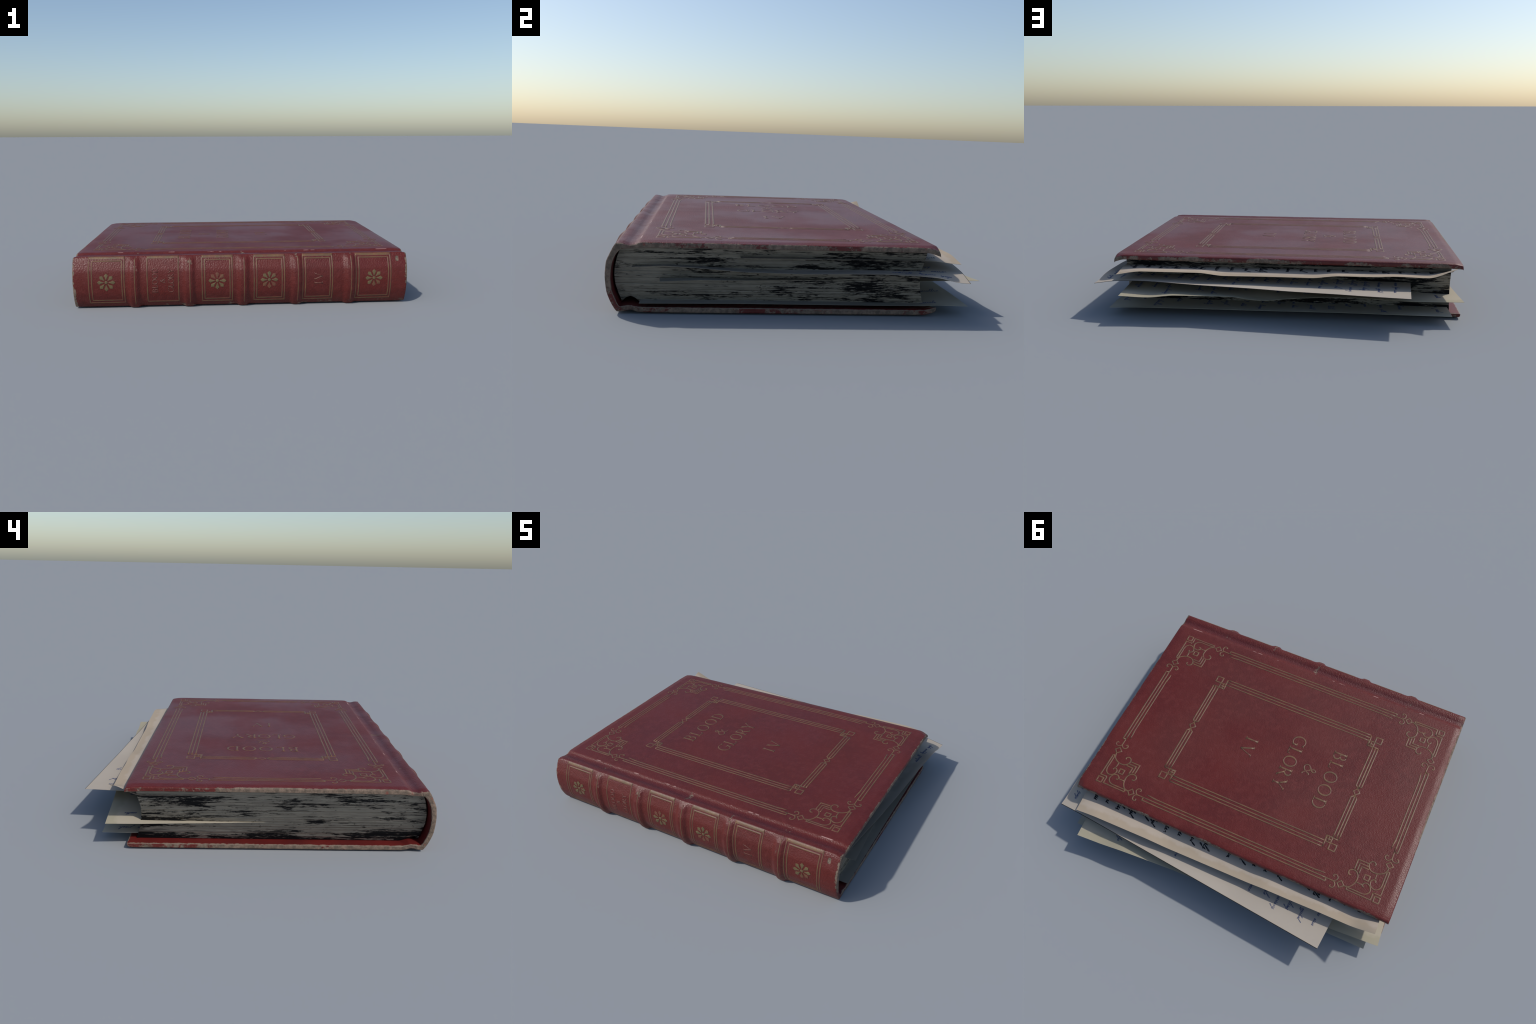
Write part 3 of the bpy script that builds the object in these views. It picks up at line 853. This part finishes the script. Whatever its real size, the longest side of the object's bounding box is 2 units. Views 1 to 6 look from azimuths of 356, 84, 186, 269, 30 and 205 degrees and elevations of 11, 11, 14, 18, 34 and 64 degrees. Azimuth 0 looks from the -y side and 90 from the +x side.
def write(sheet, name, ink, pitch, u0, u1, vlo, vhi, vin, size0, pen, seed, lean=0.0):
    """lines of writing run outwards to a ragged end near the front edge"""
    r = random.Random(seed)
    u = u0
    while u < u1:
        st, v_end = [], r.uniform(vlo, vhi) if r.random() < 0.88 else r.uniform(vhi, vin)
        size = size0 * r.uniform(0.75, 1.25)
        v = v_end
        while v < vin:
            ln_ = r.uniform(0.035, 0.10)
            p = cursive(ln_, size, r)
            ext = p[:, 0].max()
            q = np.stack([u + 0.004 * r.uniform(-1, 1) - 0 * p[:, 0] - (-p[:, 1]) , v + ext - p[:, 0]], 1)
            q[:, 0] += lean * p[:, 0]
            wd = pen * (0.75 + 0.5 * np.abs(np.sin(np.arange(len(q)) * 0.55 + r.random() * 6)))
            ok = q[:, 1] > 0.012
            if ok.all():
                st.append((q, wd, False))
            if r.random() < 0.35:                         # i-dots and commas
                d = np.array([u + size * r.uniform(-0.6, 1.9), v + ext * r.random()])
                st.append((np.array([d, d + (0.003, -0.004)]), pen * 1.2, False))
            v += ext + r.uniform(0.018, 0.035)
        if st:
            parts = join([ribbon(p, w, sheet.surf, 0.00045, 0.006, c, lift=0.0002, rim=0.8) for p, w, c in st])
            yield parts
        u += pitch * r.uniform(0.88, 1.12)

INK_BLACK, INK_BLUE = plain("iron_gall_ink", (0.012, 0.013, 0.017), 0.5), plain("blue_ink", (0.090, 0.105, 0.175), 0.8)
DARK_EDGE = plain("darkened_paper_edge", (0.025, 0.022, 0.019), 0.8)

# upper letter, corner curling up under the front board at the tail end
sA = Sheet((0.8702, 0.7003), (-0.9535, 0.6648), 0.97, (0.2370, 0.2430),
           [(0, 0.2237), (0.081, 0.2441), (0.245, 0.2441), (0.331, 0.2302), (0.464, 0.2317), (0.583, 0.2308), (0.668, 0.2441), (0.751, 0.2439), (0.832, 0.2490), (0.919, 0.2452), (1.0, 0.2948)],
           hide=0.15)
# the crooked letter, pulled furthest out
sB = Sheet((0.9987, 0.6935), (-0.7068, 0.8369), 1.42, (0.1860, 0.1780),
           [(0, 0.1684), (0.085, 0.1901), (0.179, 0.1961), (0.366, 0.1900), (0.5, 0.1885), (0.655, 0.1837), (0.779, 0.1830), (0.873, 0.1811), (1.0, 0.1802)],
           side_wave=[(0, 0.1684), (0.037, 0.1771), (0.086, 0.1880), (0.149, 0.1927), (0.251, 0.1955), (0.371, 0.1905), (0.5, 0.1838), (0.67, 0.1835), (0.819, 0.1951), (0.91, 0.1983), (1.0, 0.1885)], hide=0.30)
# the long letter turned the other way
sC = Sheet((0.8195, 0.8142), (-0.9981, 0.6782), 1.421, (0.1390, 0.1190),
           [(0, 0.1388), (0.082, 0.1316), (0.165, 0.1437), (0.25, 0.1427), (0.334, 0.1385), (0.379, 0.1264), (0.424, 0.1211), (0.496, 0.1316), (0.58, 0.1400), (0.66, 0.1430), (0.75, 0.1341), (0.848, 0.1241), (1.0, 0.1218)],
           side_wave=[(0, 0.1388), (0.3, 0.1390), (0.48, 0.1441), (0.75, 0.1427), (0.884, 0.1452), (1.0, 0.1392)],
           far_wave=[(0, 0.1215), (0.114, 0.1182), (0.323, 0.1153), (0.517, 0.1148), (1.0, 0.1160)], hide=0.18)
# the lowest letter
sD = Sheet((0.9055, 0.7325), (-0.9361, 0.7090), 1.42, (0.0465, 0.0495),
           [(0, 0.0440), (0.1, 0.0500), (0.259, 0.0520), (0.444, 0.0526), (0.689, 0.0550), (0.833, 0.0531), (1.0, 0.0521)],
           side_wave=[(0, 0.0440), (0.098, 0.0475), (0.142, 0.0440), (0.257, 0.0436), (0.518, 0.0457), (0.685, 0.0471), (1.0, 0.0448)], hide=0.15)

for sh, tint, stain, edge, dark, hand in (
        (sA, (0.485, 0.405, 0.325), (0.39, 0.305, 0.205), 0.040, False, (INK_BLACK, 0.078, 0.06, 1.78, 0.070, 0.105, 0.20, 0.0150, 0.0038, 5)),
        (sB, (0.455, 0.395, 0.325), (0.44, 0.375, 0.30), 0.006, True, (INK_BLUE, 0.078, 0.05, 1.66, 0.055, 0.15, 0.34, 0.0125, 0.0022, 4)),
        (sC, (0.455, 0.400, 0.305), (0.35, 0.315, 0.215), 0.045, False, (INK_BLUE, 0.080, 0.06, 1.76, 0.05, 0.22, 0.30, 0.0125, 0.0021, 13)),
        (sD, (0.420, 0.385, 0.315), (0.37, 0.34, 0.26), 0.030, False, (INK_BLUE, 0.095, 0.04, 1.78, 0.03, 0.17, 0.21, 0.0140, 0.0022, 21))):
    m = paper("letter_paper", sh.a, sh.du, sh.dv, tint, stain, edge)
    ob = sh.build(m, DARK_EDGE, 0.0014 if dark else 0.0009, dark, 0.0012 if dark else 0.0)
    ink, pitch, u0, u1, vlo, vhi, vin, size, pen, seed = hand
    for v, f in write(sh, "handwriting", ink, pitch, u0, u1, vlo, vhi, vin, size, pen, seed):
        mesh_obj("handwritten_line", v, f, ink, ob, smooth=False)

bpy.context.view_layer.update()
